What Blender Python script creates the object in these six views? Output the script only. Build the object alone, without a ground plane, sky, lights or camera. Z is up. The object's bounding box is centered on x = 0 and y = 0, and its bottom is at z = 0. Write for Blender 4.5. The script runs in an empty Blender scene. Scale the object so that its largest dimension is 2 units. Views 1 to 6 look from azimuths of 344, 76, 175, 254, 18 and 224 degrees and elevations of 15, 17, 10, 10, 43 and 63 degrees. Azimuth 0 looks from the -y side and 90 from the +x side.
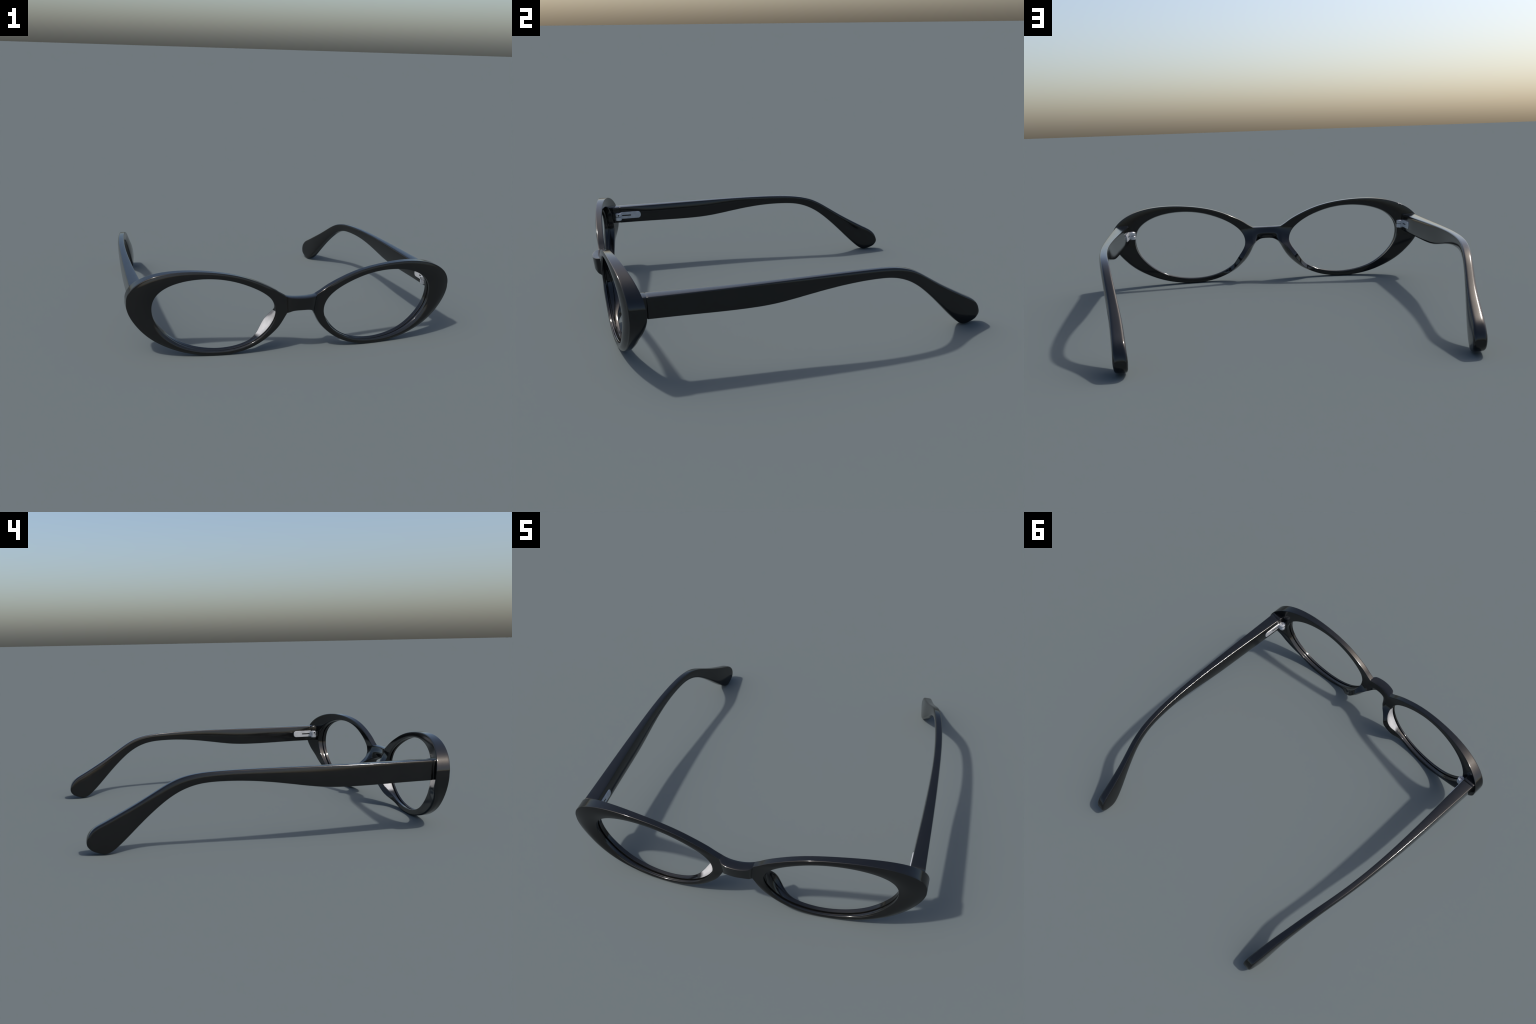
# Oval acetate eyeglasses (no lenses), temples open, resting on rim bottoms and temple tips.
import bpy, bmesh, math
from math import pi, sin, cos
from mathutils import Vector

# ------------------------------------------------------------------ helpers
def smoothstep(a, b, x):
    t = min(1.0, max(0.0, (x - a) / (b - a)))
    return t * t * (3 - 2 * t)

def bump(x, a, b, c, d):
    return smoothstep(a, b, x) * (1 - smoothstep(c, d, x))

def spline(knots, values):
    """Natural cubic spline y(x) through a few control points."""
    n = len(knots)
    h = [knots[i + 1] - knots[i] for i in range(n - 1)]
    cp, dp = [0.0] * n, [0.0] * n
    for i in range(1, n - 1):
        rhs = 6 * ((values[i + 1] - values[i]) / h[i] - (values[i] - values[i - 1]) / h[i - 1])
        m = 2 * (h[i - 1] + h[i]) - h[i - 1] * cp[i - 1]
        cp[i] = h[i] / m
        dp[i] = (rhs - h[i - 1] * dp[i - 1]) / m
    k = [0.0] * n
    for i in range(n - 2, 0, -1):
        k[i] = dp[i] - cp[i] * k[i + 1]
    def f(x):
        j = 0
        while j < n - 2 and x > knots[j + 1]:
            j += 1
        t, H = x - knots[j], h[j]
        return (values[j] + t * ((values[j + 1] - values[j]) / H - H * (2 * k[j] + k[j + 1]) / 6)
                + t * t * k[j] / 2 + t ** 3 * (k[j + 1] - k[j]) / (6 * H))
    return f

def curve2d(points):
    """Chord-length parametrised cubic spline through 2D control points, u in 0..1."""
    s = [0.0]
    for a, b in zip(points, points[1:]):
        s.append(s[-1] + math.hypot(b[0] - a[0], b[1] - a[1]))
    s = [v / s[-1] for v in s]
    fx, fy = spline(s, [p[0] for p in points]), spline(s, [p[1] for p in points])
    return lambda u: (fx(u), fy(u))

def tabulate(f, n):
    return [f(i / (n - 1)) for i in range(n)]

# ------------------------------------------------------------------ materials
def principled(name):
    m = bpy.data.materials.new(name)
    m.use_nodes = True
    nt = m.node_tree
    return m, nt, nt.nodes["Principled BSDF"]

def acetate_material():
    m, nt, b = principled("black_acetate")
    tc = nt.nodes.new("ShaderNodeTexCoord")
    big = nt.nodes.new("ShaderNodeTexNoise")
    big.inputs["Scale"].default_value = 9.0
    big.inputs["Detail"].default_value = 4.0
    nt.links.new(tc.outputs["Object"], big.inputs["Vector"])
    col = nt.nodes.new("ShaderNodeValToRGB")
    col.color_ramp.elements[0].position = 0.3
    col.color_ramp.elements[0].color = ACETATE_DARK
    col.color_ramp.elements[1].position = 0.7
    col.color_ramp.elements[1].color = ACETATE_LIGHT
    nt.links.new(big.outputs["Fac"], col.inputs["Fac"])
    nt.links.new(col.outputs["Color"], b.inputs["Base Color"])
    rough = nt.nodes.new("ShaderNodeMapRange")
    rough.inputs["To Min"].default_value = ROUGH - 0.015
    rough.inputs["To Max"].default_value = ROUGH + 0.015
    nt.links.new(big.outputs["Fac"], rough.inputs["Value"])
    nt.links.new(rough.outputs["Result"], b.inputs["Roughness"])
    b.inputs["IOR"].default_value = 1.5
    fine = nt.nodes.new("ShaderNodeTexNoise")
    fine.inputs["Scale"].default_value = 60.0
    fine.inputs["Detail"].default_value = 2.0
    nt.links.new(tc.outputs["Object"], fine.inputs["Vector"])
    bmp = nt.nodes.new("ShaderNodeBump")
    bmp.inputs["Strength"].default_value = 0.012
    bmp.inputs["Distance"].default_value = 0.004
    nt.links.new(fine.outputs["Fac"], bmp.inputs["Height"])
    nt.links.new(bmp.outputs["Normal"], b.inputs["Normal"])
    return m

def metal_material(name, c0, c1, rough, metallic, scale):
    m, nt, b = principled(name)
    tc = nt.nodes.new("ShaderNodeTexCoord")
    n = nt.nodes.new("ShaderNodeTexNoise")
    n.inputs["Scale"].default_value = scale
    n.inputs["Detail"].default_value = 3.0
    nt.links.new(tc.outputs["Object"], n.inputs["Vector"])
    r = nt.nodes.new("ShaderNodeValToRGB")
    r.color_ramp.elements[0].position = 0.35
    r.color_ramp.elements[0].color = c0
    r.color_ramp.elements[1].position = 0.65
    r.color_ramp.elements[1].color = c1
    nt.links.new(n.outputs["Fac"], r.inputs["Fac"])
    nt.links.new(r.outputs["Color"], b.inputs["Base Color"])
    b.inputs["Roughness"].default_value = rough
    b.inputs["Metallic"].default_value = metallic
    return m

ROUGH = 0.11
ACETATE_DARK = (0.0045, 0.0046, 0.0047, 1)
ACETATE_LIGHT = (0.0062, 0.0062, 0.0062, 1)
MAT_BLACK = acetate_material()
MAT_METAL = metal_material("brushed_silver", (0.50, 0.51, 0.53, 1), (0.60, 0.61, 0.63, 1), 0.3, 0.4, 40)
MAT_PALE = metal_material("pale_pad_patch", (0.27, 0.27, 0.275, 1), (0.48, 0.48, 0.485, 1), 0.35, 0.0, 8)

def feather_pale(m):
    """The pale patch on the pad runs out softly into the black at both ends."""
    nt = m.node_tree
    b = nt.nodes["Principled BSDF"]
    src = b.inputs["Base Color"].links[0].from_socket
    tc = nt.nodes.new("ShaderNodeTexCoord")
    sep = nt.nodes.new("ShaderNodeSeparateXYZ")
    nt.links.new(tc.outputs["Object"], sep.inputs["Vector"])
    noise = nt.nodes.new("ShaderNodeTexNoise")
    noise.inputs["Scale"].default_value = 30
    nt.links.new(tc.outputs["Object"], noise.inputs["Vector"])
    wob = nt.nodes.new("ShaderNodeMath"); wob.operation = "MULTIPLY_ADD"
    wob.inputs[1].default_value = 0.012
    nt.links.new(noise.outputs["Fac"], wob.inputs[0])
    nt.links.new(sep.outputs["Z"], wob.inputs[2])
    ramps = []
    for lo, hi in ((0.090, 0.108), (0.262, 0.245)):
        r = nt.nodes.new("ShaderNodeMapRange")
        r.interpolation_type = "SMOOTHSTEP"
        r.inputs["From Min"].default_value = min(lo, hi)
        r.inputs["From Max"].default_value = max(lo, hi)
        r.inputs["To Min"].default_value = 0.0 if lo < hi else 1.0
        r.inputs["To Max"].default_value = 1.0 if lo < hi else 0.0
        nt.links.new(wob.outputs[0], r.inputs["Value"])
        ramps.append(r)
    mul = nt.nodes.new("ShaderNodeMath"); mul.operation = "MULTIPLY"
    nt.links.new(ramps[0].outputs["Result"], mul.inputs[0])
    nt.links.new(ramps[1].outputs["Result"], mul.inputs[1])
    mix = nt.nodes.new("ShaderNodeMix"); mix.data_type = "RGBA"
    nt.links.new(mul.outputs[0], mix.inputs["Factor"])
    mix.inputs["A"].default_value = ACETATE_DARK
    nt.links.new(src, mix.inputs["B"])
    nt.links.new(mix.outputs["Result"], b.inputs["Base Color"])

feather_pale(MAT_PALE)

# ------------------------------------------------------------------ scene tree
def link(ob):
    bpy.context.scene.collection.objects.link(ob)
    return ob

ROOT = link(bpy.data.objects.new("eyeglasses", None))
ROOT["label"] = "glossy black oval acetate eyeglasses frame without lenses, temples open"
ROOT["category"] = "eyeglasses"

def make_object(name, verts, faces, mats, parent=ROOT, face_mats=None, sharp=35.0, normals=None):
    me = bpy.data.meshes.new(name)
    me.from_pydata(verts, [], faces)
    for m in mats:
        me.materials.append(m)
    me.update()
    for p in me.polygons:
        p.use_smooth = True
        if face_mats:
            p.material_index = face_mats[p.index]
    if normals is not None:
        me.normals_split_custom_set(normals)
    elif sharp:
        me.set_sharp_from_angle(angle=math.radians(sharp))
    ob = link(bpy.data.objects.new(name, me))
    ob.parent = parent
    return ob

# ------------------------------------------------------------------ front frame: shape rules (right half, x >= 0)
def front_y(x, z):
    return -0.9414 + 0.0758 * x * x + 0.0191 * x ** 4 - 0.0516 * z

def back_y(x, z):
    return -0.9038 + 0.0846 * x * x + 0.0603 * x ** 4 - 0.0662 * z

CX, CZ, KX = 0.49, 0.24, 0.55          # centre and squeeze used to walk round the lens opening

HOLE = [(0.8277, 0.24), (0.8341, 0.2832), (0.8268, 0.3292), (0.7979, 0.3751), (0.7426, 0.4142), (0.6657, 0.4407),
        (0.5784, 0.4529), (0.49, 0.4517), (0.4076, 0.4385), (0.3352, 0.4168), (0.272, 0.3903), (0.2169, 0.3598),
        (0.1732, 0.3239), (0.1462, 0.2832), (0.1376, 0.24), (0.1457, 0.1968), (0.1675, 0.1546), (0.2017, 0.1136),
        (0.2506, 0.0749), (0.3177, 0.0432), (0.4006, 0.0246), (0.49, 0.0219), (0.5756, 0.0337), (0.65, 0.0572),
        (0.7087, 0.0892), (0.7523, 0.125), (0.7854, 0.1618), (0.811, 0.1997)]
OUTER = [(0.0777, 0.232), (0.0906, 0.2105), (0.1043, 0.1867), (0.1204, 0.1606), (0.1434, 0.1328), (0.1738, 0.1037),
         (0.2127, 0.0732), (0.2636, 0.0431), (0.3304, 0.0178), (0.4123, 0.003), (0.5022, 0.001), (0.5921, 0.0115),
         (0.6771, 0.0322), (0.7546, 0.0630), (0.8215, 0.1010), (0.8757, 0.1461), (0.9185, 0.1967), (0.9508, 0.2534),
         (0.9640, 0.3168), (0.9454, 0.3823), (0.8836, 0.439), (0.788, 0.4763), (0.6793, 0.4919), (0.5759, 0.492),
         (0.4845, 0.4839), (0.4048, 0.471), (0.3361, 0.4538), (0.2781, 0.4335), (0.2288, 0.4124), (0.1859, 0.3916),
         (0.1497, 0.3708), (0.1203, 0.3514), (0.0888, 0.333)]

def polar(p):
    dx, dz = (p[0] - CX) * KX, p[1] - CZ
    return math.atan2(dz, dx), math.hypot(dx, dz)

def unpolar(a, r):
    return (CX + r * cos(a) / KX, CZ + r * sin(a))

_h = sorted(polar(p) for p in HOLE)
_h = [(a - 2 * pi, r) for a, r in _h] + _h + [(a + 2 * pi, r) for a, r in _h]
hole_r = spline([a for a, r in _h], [r for a, r in _h])
_o = []
for i, p in enumerate(OUTER):
    a, r = polar(p)
    if i < 6 and a > 0:
        a -= 2 * pi
    _o.append((a, r))
outer_r = spline([a for a, r in _o], [r for a, r in _o])
A_LOW, A_TOP = _o[0][0], _o[-1][0]     # the angles where rim meets bridge (bottom, top)

# nose pad: how far the back edge is pushed rearwards and sideways, by height z
pad_out = spline([0.0, 0.03, 0.06, 0.11, 0.16, 0.21, 0.25, 0.32], [0, 0.006, 0.037, 0.068, 0.082, 0.058, 0.024, 0.0])
pad_in = spline([0.0, 0.03, 0.06, 0.11, 0.16, 0.21, 0.25, 0.32], [0, 0.003, 0.008, 0.041, 0.063, 0.053, 0.021, 0.0])
shift_out = spline([0.0, 0.03, 0.06, 0.11, 0.16, 0.21, 0.24, 0.30], [0, 0.004, 0.014, 0.030, 0.037, 0.028, 0.006, 0.0])
shift_in = spline([0.0, 0.03, 0.06, 0.11, 0.16, 0.21, 0.25, 0.30], [0, 0.0, 0.001, 0.012, 0.021, 0.010, 0.0, 0.0])

def nose(a):
    """1 on the nose side of the rim, 0 elsewhere."""
    return 1.0 if (a < -pi / 2 or a > pi / 2) else 0.0

N_SIDE, N_ROW, N_FIL, N_WALL = 9, 12, 6, 16

def rim_edge(a):
    p = Vector(unpolar(a, outer_r(a) + 0.0009 * bump(a, A_LOW, A_LOW + 0.2, A_TOP - 0.2, A_TOP)))
    p.x = min(p.x, 0.9645)
    p.y = max(p.y, 0.0)
    return p

def rim_section(a, bridge=None):
    """Closed ring of points round the rim at angle a. bridge = point on the seam line with the bridge
    (then the outer side is left open: front row ends and back row starts on the seam)."""
    H = Vector(unpolar(a, hole_r(a) - 0.0018 - 0.0015 * bump(a, -2.6, -1.8, -1.0, -0.3)))
    O = Vector(bridge) if bridge else rim_edge(a)
    Y = lambda p, f: Vector((p.x, f(p.x, p.y), p.y))
    d = O - H
    w = d.length
    d.normalize()
    pts, tags = [], []
    zc = O.y
    po = so = pi_ = si = 0.0
    if nose(a) and 0.0 <= H.y <= 0.32:
        fade = 1 - smoothstep(-pi / 2 - 0.5, -pi / 2, a) if a < 0 else 1.0
        zo = min(max(O.y, 0), 0.32)
        zh = min(max(H.y, 0), 0.32)
        po, so = max(0, pad_out(zo)) * fade, max(0, shift_out(min(zo, 0.3))) * fade
        pi_, si = max(0, pad_in(zh)) * fade, max(0, shift_in(min(zh, 0.3))) * fade
    # in-plane back points
    Ob = O + Vector((so, 0.0)) if not bridge else O.copy()
    Hb = H + Vector((si, 0.0045 * bump(a, -pi, -2.4, 2.0, 2.6)))   # the opening climbs a little towards the back
    yOb = back_y(O.x, O.y) + po + 0.0038 - 0.019 * bump(a, -1.6, -0.9, -0.40, 0.05)
    yHb = back_y(H.x, H.y) + pi_ + 0.0025 + 0.002 * bump(a, -2.4, -1.9, -0.9, -0.3)
    # chamfer under the end piece, on the back
    ch = bump(a, -1.25, -0.55, -0.05, 0.25)
    Hf, Of = Y(H, front_y), Y(O, front_y)
    B_O, B_H = Vector((Ob.x, yOb, Ob.y)), Vector((Hb.x, yHb, Hb.y))
    def add(p, tag):
        pts.append(p); tags.append(tag)
    # hole front edge
    r1, y1 = 0.0035, 0.003
    crown = (0.075 * w + 0.007 * bump(a, -1.7, -0.7, -0.4, 0.4)) if not bridge else 0.0
    crown = min(crown, 0.022)
    crown *= 1.0 if bridge else bump(a, A_LOW, A_LOW + 0.35, A_TOP - 0.35, A_TOP)
    for i in range(4):
        t = i / 3 * pi / 2
        q = H + d * (r1 * (1 - cos(t)))
        add(Vector((q.x, front_y(q.x, q.y) + y1 * (1 - sin(t)), q.y)), "rim")
    # front face
    r2, y2 = min(0.0045, 0.25 * w), 0.004
    end = w - (0 if bridge else r2)
    for i in range(1, N_ROW + 1):
        f = i / N_ROW
        q = H + d * (r1 + (end - r1) * f)
        add(Vector((q.x, front_y(q.x, q.y) - crown * 4 * f * (1 - f), q.y)), "rim")
    if not bridge:
        for i in range(1, N_FIL + 1):
            t = i / N_FIL * pi / 2
            q = H + d * (w - r2 * (1 - sin(t)))
            add(Vector((q.x, front_y(q.x, q.y) + y2 * (1 - cos(t)), q.y)), "rim")
        p0 = pts[-1].copy()
        back_dir = (B_H - B_O).normalized()
        rb = min(0.005, 0.3 * w)
        chd = ch * 0.014
        chy = ch * 0.018
        side_dir = (B_O - p0).normalized()
        pa = B_O - side_dir * (0.004 + chy)
        pb = B_O + back_dir * (rb * 0.8 + chd)
        for i in range(1, N_SIDE + 1):
            f = i / N_SIDE
            full = 4 * f * (1 - f) * min(0.012, 0.16 * po)       # pads are full on the nose side
            q = p0.lerp(pa, f)
            add(Vector((q.x + d.x * full, q.y, q.z + d.y * full)), "side")
        ctrl = B_O + back_dir * chd * 0.30 - side_dir * chy * 0.22
        for i in range(1, N_FIL + 1):
            t = i / N_FIL
            add(pa * (1 - t) ** 2 + ctrl * (2 * t * (1 - t)) + pb * t * t, "back")
    else:
        pb = B_O
        add(pb.copy(), "back")
    # back face
    back_len = (B_H - pb).length
    wall_dir = (Hf - B_H).normalized()
    pc = B_H + (pb - B_H).normalized() * min(0.0045, back_len * 0.3)
    pe = B_H + wall_dir * 0.004
    for i in range(1, N_ROW + 1):
        f = i / N_ROW
        q = pb.lerp(pc, f)
        if bridge or po < 1e-4:          # follow the curved back plane where there is no pad
            base = pb.y + (pc.y - pb.y) * f
            lin = back_y(pb.x, pb.z) + (back_y(pc.x, pc.z) - back_y(pb.x, pb.z)) * f
            q.y = base + back_y(q.x, q.z) - lin + (0 if bridge else 0.009 * back_len * 4 * f * (1 - f) * bump(a, A_LOW, A_LOW + 0.5, A_TOP - 0.6, A_TOP))
        add(q, "back")
    for i in range(1, 5):
        t = i / 4
        add(pc * (1 - t) ** 2 + B_H * (2 * t * (1 - t)) + pe * t * t, "back")
    # inner wall with the lens groove
    depth = 0.010
    target = pts[0]
    yg = back_y(H.x, H.y) + (front_y(H.x, H.y) - back_y(H.x, H.y)) * 0.52
    L = (target - pe)
    ground = Vector((H.x, yg, H.y))                     # groove centre on the hole outline
    g_half = 0.006
    g0 = ground + Vector((0, g_half, 0))
    g1 = ground - Vector((0, g_half, 0))
    out = Vector((d.x, 0, d.y)) if d.length > 0 else Vector((0, 0, 0))
    for i in range(1, 8):
        t = i / 7
        q = pe.lerp(g0, t)
        # the pad's lens side is gently hollow
        hollow = sin(pi * t) * min(0.010, 0.16 * pi_)
        add(q + out * hollow, "pad_face" if pi_ > 0.004 and i >= 1 else "rim")
    add(g0 + out * 0.0022 - Vector((0, 0.0012, 0)), "groove")       # rounded lips either side of the groove
    add(ground + out * depth + Vector((0, 0.003, 0)), "groove")
    add(ground + out * depth - Vector((0, 0.003, 0)), "groove")
    add(g1 + out * 0.0034 + Vector((0, 0.0012, 0)), "groove")
    add(g1 + out * 0.0012, "rim")
    lip = g1 - Vector((0, 0.0022, 0))
    add(lip, "rim")
    for i in range(1, 4):
        f = i / 4
        add(lip.lerp(target, f) + out * (0.0015 * 4 * f * (1 - f)), "rim")
    return pts, tags

def build_front():
    verts, faces, ftag = [], [], []
    angles_rim = []
    n_rim = 300
    # denser where the outline curves tightly
    for i in range(n_rim + 1):
        angles_rim.append(A_LOW + (A_TOP - A_LOW) * i / n_rim)
    cols = []
    for a in angles_rim:
        cols.append(rim_section(a))
    n = len(cols[0][0])
    base = []
    for pts, tg in cols:
        base.append(len(verts))
        verts += [tuple(p) for p in pts]
    for c in range(len(cols) - 1):
        for j in range(n):
            k = (j + 1) % n
            faces.append((base[c] + j, base[c] + k, base[c + 1] + k, base[c + 1] + j))
            zmid = (cols[c][0][j].z + cols[c + 1][0][j].z) / 2
            ftag.append((cols[c][1][k], zmid, angles_rim[c]))
    # bridge seam columns: from top corner down to bottom corner
    top, low = rim_edge(A_TOP), rim_edge(A_LOW)
    iF = 4 + N_ROW - 1                   # last plain front row
    iS0, iS1 = iF, iF + N_FIL + N_SIDE + N_FIL   # seam ring indices on the end columns
    cT, cL = len(cols) - 1, 0
    fT, bT = Vector(verts[base[cT] + iF]), Vector(verts[base[cT] + iS1])
    fL, bL = Vector(verts[base[cL] + iF]), Vector(verts[base[cL] + iS1])
    n_seam = 28
    seam = []
    A1 = A_LOW + 2 * pi
    prev_f = None
    def seam_point(P, Q, f):
        return (P.x + (Q.x - P.x) * f, P.z + (Q.z - P.z) * f)
    columns = [cT]
    for i in range(1, n_seam):
        f = i / n_seam
        a = A_TOP + (A1 - A_TOP) * f
        a_in = a if a <= pi else a - 2 * pi
        pts, tg = rim_section(a_in, bridge=seam_point(fT, fL, f))
        # back row must start on the back seam line
        jb = 4 + N_ROW
        bs = seam_point(bT, bL, f)
        lerp_y = bT.y + (bL.y - bT.y) * f
        target = Vector((bs[0], back_y(*bs) + (1 - f ** 2) * (bT.y - back_y(bT.x, bT.z)) + f ** 2 * (bL.y - back_y(bL.x, bL.z)), bs[1]))
        delta = target - pts[jb]
        for j in range(jb, jb + N_ROW + 1):
            w = 1 - (j - jb) / N_ROW
            pts[j] = pts[j] + delta * w
        base.append(len(verts)); cols.append((pts, tg)); columns.append(len(cols) - 1)
        verts.extend(tuple(p) for p in pts)
    columns.append(cL)
    short = 4 + N_ROW          # front part length in seam columns
    def idx(col, j):           # j in the full section numbering
        if col in (cT, cL):
            return base[col] + j
        return base[col] + (j if j <= iF else j - (iS1 - iS0) + 1)
    for c0, c1 in zip(columns, columns[1:]):
        for j in list(range(0, iF)) + list(range(iS1, n)):
            k = (j + 1) % n
            faces.append((idx(c0, j), idx(c0, k), idx(c1, k), idx(c1, j)))
            zmid = (verts[idx(c0, j)][2] + verts[idx(c1, j)][2]) / 2
            tagj = cols[cL][1][k]
            ftag.append((("seam_" + tagj) if tagj != "pad_face" else "rim", zmid, 3.0))
    # bridge: loop at the seam, morphed to the middle plane
    loop = [idx(cT, j) for j in range(iF, iS1 + 1)]                 # over the top, front to back
    loop += [idx(c, iS1) for c in columns[1:-1]]                    # down the back
    loop += [idx(cL, j) for j in range(iS1, iF - 1, -1)]            # under, back to front
    loop += [idx(c, iF) for c in reversed(columns[1:-1])]           # up the front
    P0 = [Vector(verts[i]) for i in loop]
    z_top0, z_low0 = top.y, low.y
    nb = 22
    prev = loop
    for s in range(1, nb + 1):
        th = s / nb * pi / 2
        k = cos(th)
        zt = 0.3292 + (z_top0 - 0.3292) * k ** 3
        zl = 0.2575 - (0.2575 - z_low0) * k ** 0.0 * (k ** 4 * 0.85 + k ** 2 * 0.15)
        cur = []
        for p in P0:
            rel = (p.z - z_low0) / (z_top0 - z_low0)
            x = p.x * k
            z = zl + rel * (zt - zl)
            f0, b0 = front_y(p.x, p.z), back_y(p.x, p.z)
            v = (p.y - f0) / (b0 - f0)
            if v > 1:                                  # the pad's root fades out along the bridge
                v = 1 + (v - 1) * k ** 2
            f1 = front_y(x, z) - (0.034 + 0.0045 * rel) * sin(th) * smoothstep(0.05, 0.56, sin(th))
            b1 = (back_y(x, z) - 0.0105 * smoothstep(0.45, 1.0, rel) * sin(th) ** 2
                  - 0.029 * (1 - smoothstep(-0.15, 0.52, rel)) * smoothstep(0.55, 1.0, sin(th)))
            thick0, thick1 = b0 - f0, b1 - f1
            # keep edge rounding the same size on the thicker bridge
            off = v * thick0
            y = f1 + (off if v < 0.5 else thick1 - (thick0 - off)) if abs(v - 0.5) > 0.2 else f1 + v * thick1
            if rel > 0.96:                             # the bridge's top is a soft saddle
                vv = min(1.0, max(0.0, v))
                z += 0.0035 * (4 * vv * (1 - vv) - 0.35) * sin(th)
            cur.append(len(verts))
            verts.append((x, y, z))
        m = len(cur)
        for j in range(m):
            q = (j + 1) % m
            faces.append((prev[j], prev[q], cur[q], cur[j]))
            ftag.append(("bridge", 0, 0))
        prev = cur
    # mirror
    nv = len(verts)
    verts += [(-x, y, z) for x, y, z in verts]
    nf = len(faces)
    faces += [tuple(nv + i for i in reversed(f)) for f in faces[:nf]]
    sides = [1] * nf + [-1] * nf
    ftag = ftag + ftag
    # classify
    part, mat = [], []
    for (t, z, a), sgn, f in zip(ftag, sides, faces):
        is_pad = False
        if t == "bridge":
            p = 0
        else:
            zc = sum(verts[i][2] for i in f) / 4
            xc = sum(abs(verts[i][0]) for i in f) / 4
            padz = 0.055 < zc < 0.245 and a < -pi / 2 and xc < 0.30
            if padz and t in ("pad_face", "back", "side"):
                p = 2 if sgn > 0 else 4
            else:
                p = 1 if sgn > 0 else 3
        part.append(p)
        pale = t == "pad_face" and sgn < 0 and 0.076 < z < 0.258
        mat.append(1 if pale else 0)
    # weld into one smooth body
    me = bpy.data.meshes.new("front_body")
    me.from_pydata(verts, [], faces)
    bm = bmesh.new()
    bm.from_mesh(me)
    lp = bm.faces.layers.int.new("part")
    lm = bm.faces.layers.int.new("mat")
    bm.faces.ensure_lookup_table()
    for f, p, m_ in zip(bm.faces, part, mat):
        f[lp] = p; f[lm] = m_; f.smooth = True
    bmesh.ops.remove_doubles(bm, verts=bm.verts, dist=1e-5)
    bmesh.ops.recalc_face_normals(bm, faces=bm.faces)
    bm.to_mesh(me)
    bm.free()
    me.set_sharp_from_angle(angle=math.radians(38))
    parts = [d.value for d in me.attributes["part"].data]
    mats = [d.value for d in me.attributes["mat"].data]
    cn = [Vector(c.vector) for c in me.corner_normals]
    names = {0: "bridge", 1: "rim", 2: "nose_pad", 3: "rim", 4: "nose_pad"}
    rims = {}
    for pid in (0, 1, 3, 2, 4):
        vmap, vv, ff, fm, nn = {}, [], [], [], []
        for poly in me.polygons:
            if parts[poly.index] != pid:
                continue
            fi = []
            for li in poly.loop_indices:
                vi = me.loops[li].vertex_index
                if vi not in vmap:
                    vmap[vi] = len(vv)
                    vv.append(tuple(me.vertices[vi].co))
                fi.append(vmap[vi])
                nn.append(cn[li])
            ff.append(fi)
            fm.append(mats[poly.index])
        if ff:
            par = rims.get(pid - 1, ROOT) if pid in (2, 4) else ROOT
            ob = make_object(names[pid], vv, ff, [MAT_BLACK, MAT_PALE], par, fm, normals=nn)
            rims[pid] = ob
    bpy.data.meshes.remove(me)
    return rims

RIMS = build_front()

# ------------------------------------------------------------------ temples
KY = [-0.86, -0.5, -0.1, 0.3, 0.6, 0.8, 1.03]
temple_out = spline(KY, [0.939, 0.9275, 0.9085, 0.8765, 0.8237, 0.778, 0.740])
temple_in = spline(KY, [0.861, 0.8715, 0.8725, 0.846, 0.7905, 0.738, 0.698])
TOP = [(-0.786, 0.389), (-0.6, 0.390), (-0.3, 0.3935), (0.0, 0.398), (0.2, 0.399), (0.35, 0.396), (0.45, 0.388),
       (0.55, 0.363), (0.65, 0.309), (0.75, 0.247), (0.85, 0.191), (0.91, 0.159), (0.940, 0.1435), (0.962, 0.129),
       (0.978, 0.1125), (0.989, 0.095), (0.995, 0.078), (0.9975, 0.062)]
LOW = [(-0.786, 0.2845), (-0.6, 0.2835), (-0.3, 0.282), (-0.2, 0.287), (0.0, 0.316), (0.2, 0.342), (0.35, 0.347),
       (0.45, 0.338), (0.55, 0.301), (0.65, 0.228), (0.75, 0.1325), (0.82, 0.062), (0.85, 0.034), (0.878, 0.013),
       (0.908, 0.0025), (0.940, 0.008), (0.967, 0.0185), (0.986, 0.033), (0.995, 0.047), (0.9975, 0.062)]

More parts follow.
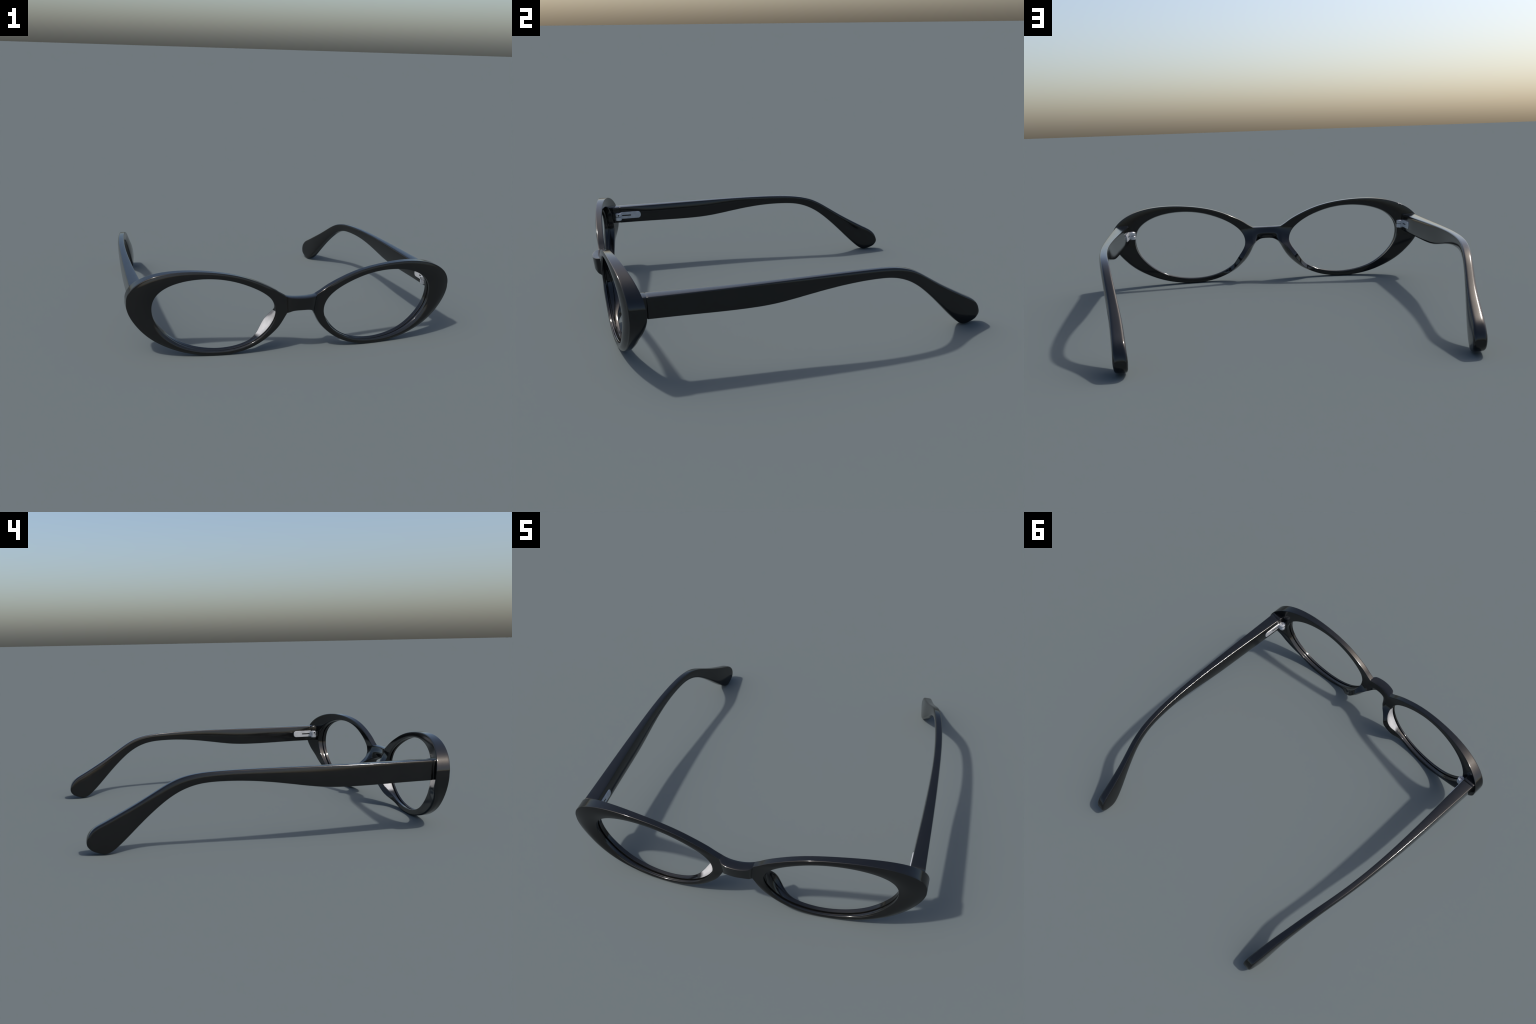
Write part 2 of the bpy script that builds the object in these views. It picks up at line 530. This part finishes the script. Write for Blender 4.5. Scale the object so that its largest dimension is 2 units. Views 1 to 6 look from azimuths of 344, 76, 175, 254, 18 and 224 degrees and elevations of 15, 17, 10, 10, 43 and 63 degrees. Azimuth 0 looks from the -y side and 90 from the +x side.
def bar_section(top, low, xo, xi, n_fil=6, bulge_out=0.0055, bulge_in=0.004, crease=0.0045):
    """Bar section between a top and a low point (y,z), outer and inner x: four slightly crowned
    sides meeting in small rounded creases. Returns a closed ring."""
    T, B = Vector((top[0], top[1])), Vector((low[0], low[1]))
    v = T - B
    h = v.length
    v = v / h if h > 1e-6 else Vector((0, 1))
    w = xo - xi
    small = min(1.0, h / 0.05)
    bo, bi = bulge_out * small, bulge_in * small
    bt = 0.025 * w * small
    r = min(crease, 0.25 * w, 0.2 * h)
    corners = [(xo, h), (xi, h), (xi, 0.0), (xo, 0.0)]
    outward = [(0, bt), (-bi, 0), (0, -bt), (bo, 0)]
    counts = [6, 9, 6, 9]
    path = []
    for c in range(4):
        (x0, s0), (x1, s1) = corners[c], corners[(c + 1) % 4]
        length = math.hypot(x1 - x0, s1 - s0)
        e = r / length if length > 0 else 0.2
        side = []
        for i in range(counts[c] + 1):
            f = e + (1 - 2 * e) * i / counts[c]
            k = 4 * f * (1 - f)
            side.append((x0 + (x1 - x0) * f + outward[c][0] * k, s0 + (s1 - s0) * f + outward[c][1] * k))
        path.append(side)
    ring = []
    for c in range(4):
        for p in path[c]:
            ring.append(p)
        a, b, q = path[c][-1], path[(c + 1) % 4][0], corners[(c + 1) % 4]
        for i in range(1, 4):                     # rounded crease
            t = i / 4
            ring.append(tuple(a[m] * (1 - t) ** 2 + q[m] * 2 * t * (1 - t) + b[m] * t * t for m in (0, 1)))
    return [(x, B.x + v.x * s_, B.y + v.y * s_) for x, s_ in ring]

def loft(rings, cap0=True, cap1=True):
    n = len(rings[0])
    v = [p for r in rings for p in r]
    f = []
    for c in range(len(rings) - 1):
        for j in range(n):
            k = (j + 1) % n
            f.append((c * n + j, c * n + k, (c + 1) * n + k, (c + 1) * n + j))
    if cap0:
        f.append(tuple(range(n - 1, -1, -1)))
    if cap1:
        f.append(tuple((len(rings) - 1) * n + j for j in range(n)))
    return v, f

def mirrored(verts, faces, sgn):
    if sgn > 0:
        return verts, faces
    return [(-x, y, z) for x, y, z in verts], [tuple(reversed(f)) for f in faces]

def inner_bulge(y):
    return 0.003 + 0.005 * bump(y, -0.80, -0.55, -0.3, 0.1) + 0.0008 * smoothstep(-0.2, 0.3, y)

def temple_rings():
    def arc_table(pts, n=800):
        c = curve2d(pts)
        t = tabulate(c, n)
        s = [0.0]
        for a, b in zip(t, t[1:]):
            s.append(s[-1] + math.hypot(b[0] - a[0], b[1] - a[1]))
        return t, s
    tt, ts = arc_table(TOP)
    lt, ls = arc_table(LOW)
    def at(t, s, d):
        lo, hi = 0, len(s) - 1
        while hi - lo > 1:
            m = (lo + hi) // 2
            if s[m] <= d: lo = m
            else: hi = m
        f = (d - s[lo]) / (s[hi] - s[lo])
        return (t[lo][0] + (t[hi][0] - t[lo][0]) * f, t[lo][1] + (t[hi][1] - t[lo][1]) * f)
    def length_at_y(t, s, y):
        for p, d in zip(t, s):
            if p[0] >= y: return d
    y_bend = 0.30
    sT, sL = length_at_y(tt, ts, y_bend), length_at_y(lt, ls, y_bend)
    rings = []
    n1, n2 = 110, 120
    for i in range(n1):
        f = i / n1
        y = -0.7835 + (y_bend + 0.7835) * f
        T = at(tt, ts, length_at_y(tt, ts, y)); B = at(lt, ls, length_at_y(lt, ls, y))
        T, B = (y, T[1]), (y, B[1])
        rings.append((T, B))
    for i in range(n2 + 1):
        f = i / n2
        f = 1 - (1 - f) ** 1.25                       # denser toward the tip
        f = min(f, 0.9985)
        rings.append((at(tt, ts, sT + (ts[-1] - sT) * f), at(lt, ls, sL + (ls[-1] - sL) * f)))
    rings = [(T, (B[0], B[1] - 0.001 * smoothstep(0.02, 0.10, B[1]))) for T, B in rings]
    out = []
    for T, B in rings:
        ym = (T[0] + B[0]) / 2
        xo, xi = temple_out(ym), temple_in(ym)
        swell = smoothstep(0.68, 0.90, ym)
        tipr = smoothstep(0.980, 0.9975, ym) * 0.10 * (xo - xi)
        far = smoothstep(-0.7, -0.1, ym)
        out.append(bar_section(T, B, xo + 0.002 * far + 0.0045 * swell - tipr, xi - 0.001 - 0.003 * swell + tipr, 6, 0.0015 + 0.0035 * far,
                               inner_bulge(ym), 0.0045 + 0.006 * smoothstep(0.35, 0.9, ym)))
    # soften the front end face
    first = out[0]
    cx = sum(p[0] for p in first) / len(first); cz = sum(p[2] for p in first) / len(first)
    inset = [(p[0] + (cx - p[0]) * 0.04, p[1] - 0.0025, p[2] + (cz - p[2]) * 0.03) for p in first]
    return [inset] + out

T_RINGS = temple_rings()

# ------------------------------------------------------------------ hinges
def box_plate(y0, y1, z0, z1, n=10):
    """Outline (y,z) of the hinge leaf: square at the front, rounded at the rear."""
    r = (z1 - z0) * 0.42
    pts = [(y0, z0), (y1 - r, z0)]
    for i in range(1, n + 1):
        t = -pi / 2 + i / n * pi / 2
        pts.append((y1 - r + r * cos(t), z0 + r + r * sin(t)))
    for i in range(0, n + 1):
        t = i / n * pi / 2
        pts.append((y1 - r + r * cos(t), z1 - r + r * sin(t)))
    pts.append((y0, z1))
    return pts

def prism(outline, x_of_y, depth, bevel=0.0012):
    n = len(outline)
    cy = sum(p[0] for p in outline) / n; cz = sum(p[1] for p in outline) / n
    rings = []
    for dx, sh in ((depth * -2.0, 0.0), (depth - bevel, 0.0), (depth, bevel)):
        ring = []
        for y, z in outline:
            ln = math.hypot(y - cy, z - cz)
            yy, zz = y + (cy - y) / ln * sh, z + (cz - z) / ln * sh
            ring.append((x_of_y(yy) - dx, yy, zz))
        rings.append(ring)
    return loft(rings)

def cylinder(cx, cy, z0, z1, r, bevel=0.002, n=28, hole=0.0):
    prof = [(r - bevel, z0), (r, z0 + bevel), (r, z1 - bevel), (r - bevel, z1)]
    rings = [[(cx + q * cos(2 * pi * i / n), cy + q * sin(2 * pi * i / n), z) for i in range(n)] for q, z in prof]
    return loft(rings)

def join(*meshes):
    V, F = [], []
    for v, f in meshes:
        o = len(V)
        V += list(v); F += [tuple(i + o for i in q) for q in f]
    return V, F

def block(x0, x1, y0, y1, z0, z1, b=0.0015):
    def ring(y, s):
        return [(x0 + s, y, z0 + s), (x1 - s, y, z0 + s), (x1 - s, y, z1 - s), (x0 + s, y, z1 - s)]
    return loft([ring(y0, b), ring(y0 + b, 0), ring(y1 - b, 0), ring(y1, b)])

HX, HY = 0.842, -0.797                       # hinge pin
for sgn in (1, -1):
    v, f = mirrored(*loft(T_RINGS), sgn)
    temple = make_object("temple", v, f, [MAT_BLACK], sharp=50)
    # lug on the back of the rim that the temple butts against
    rings = []
    for y, s in ((-0.875, 0), (-0.80, 0), (-0.7885, 0), (-0.7862, 1)):
        r = bar_section((y, 0.389), (y, 0.2845), temple_out(-0.786), temple_in(-0.786) - 0.001, 6, 0.0015, 0.003)
        if s:
            r = [(p[0] + (0.8995 - p[0]) * 0.04, p[1], p[2] + (0.337 - p[2]) * 0.03) for p in r]
        rings.append(r)
    v, f = mirrored(*loft(rings), sgn)
    make_object("end_piece", v, f, [MAT_BLACK], sharp=50)
    # hinge: leaf let into the temple, knuckles, leaf arm to the rim, pin
    hinge = link(bpy.data.objects.new("hinge", None))
    hinge.parent = ROOT
    hx = lambda y: temple_in(y) - 0.001 - 0.97 * inner_bulge(y)
    leaf = prism(box_plate(-0.782, -0.648, 0.3115, 0.3565), hx, 0.003)
    v, f = mirrored(*leaf, sgn)
    make_object("hinge_leaf", v, f, [MAT_METAL], hinge, sharp=30)
    slot = prism(box_plate(-0.772, -0.712, 0.3300, 0.3378, 4), lambda y: hx(y) - 0.0030, 0.0008, 0.0003)
    v, f = mirrored(*slot, sgn)
    make_object("leaf_slot", v, f, [MAT_BLACK], hinge, sharp=30)
    k1 = cylinder(HX, HY, 0.3325, 0.3525, 0.0205)
    k2 = cylinder(HX, HY, 0.3070, 0.3298, 0.0205)
    k3 = cylinder(HX, HY, 0.3290, 0.3335, 0.0175, 0.0005)
    tab = block(HX + 0.004, HX + 0.021, HY, -0.776, 0.3125, 0.3495)
    arm = block(HX - 0.004, HX + 0.022, -0.84, HY + 0.016, 0.312, 0.352)
    v, f = mirrored(*arm, sgn)
    make_object("hinge_mount", v, f, [MAT_BLACK], hinge, sharp=30)
    v, f = mirrored(*join(k1, k2, tab), sgn)
    make_object("hinge_knuckle", v, f, [MAT_METAL], hinge, sharp=30)
    v, f = mirrored(*join(k3, block(HX - 0.0215, HX - 0.010, HY - 0.006, HY + 0.004, 0.338, 0.347)), sgn)
    make_object("hinge_gap", v, f, [MAT_BLACK], hinge, sharp=30)
    head = cylinder(HX, HY, 0.350, 0.3550, 0.0125, 0.0015)
    v, f = mirrored(*head, sgn)
    make_object("hinge_screw", v, f, [MAT_METAL], hinge, sharp=30)
    slotb = block(HX - 0.010, HX + 0.010, HY - 0.0018, HY + 0.0018, 0.3520, 0.3554, 0.0004)
    v, f = mirrored(*slotb, sgn)
    make_object("screw_slot", v, f, [MAT_BLACK], hinge, sharp=30)
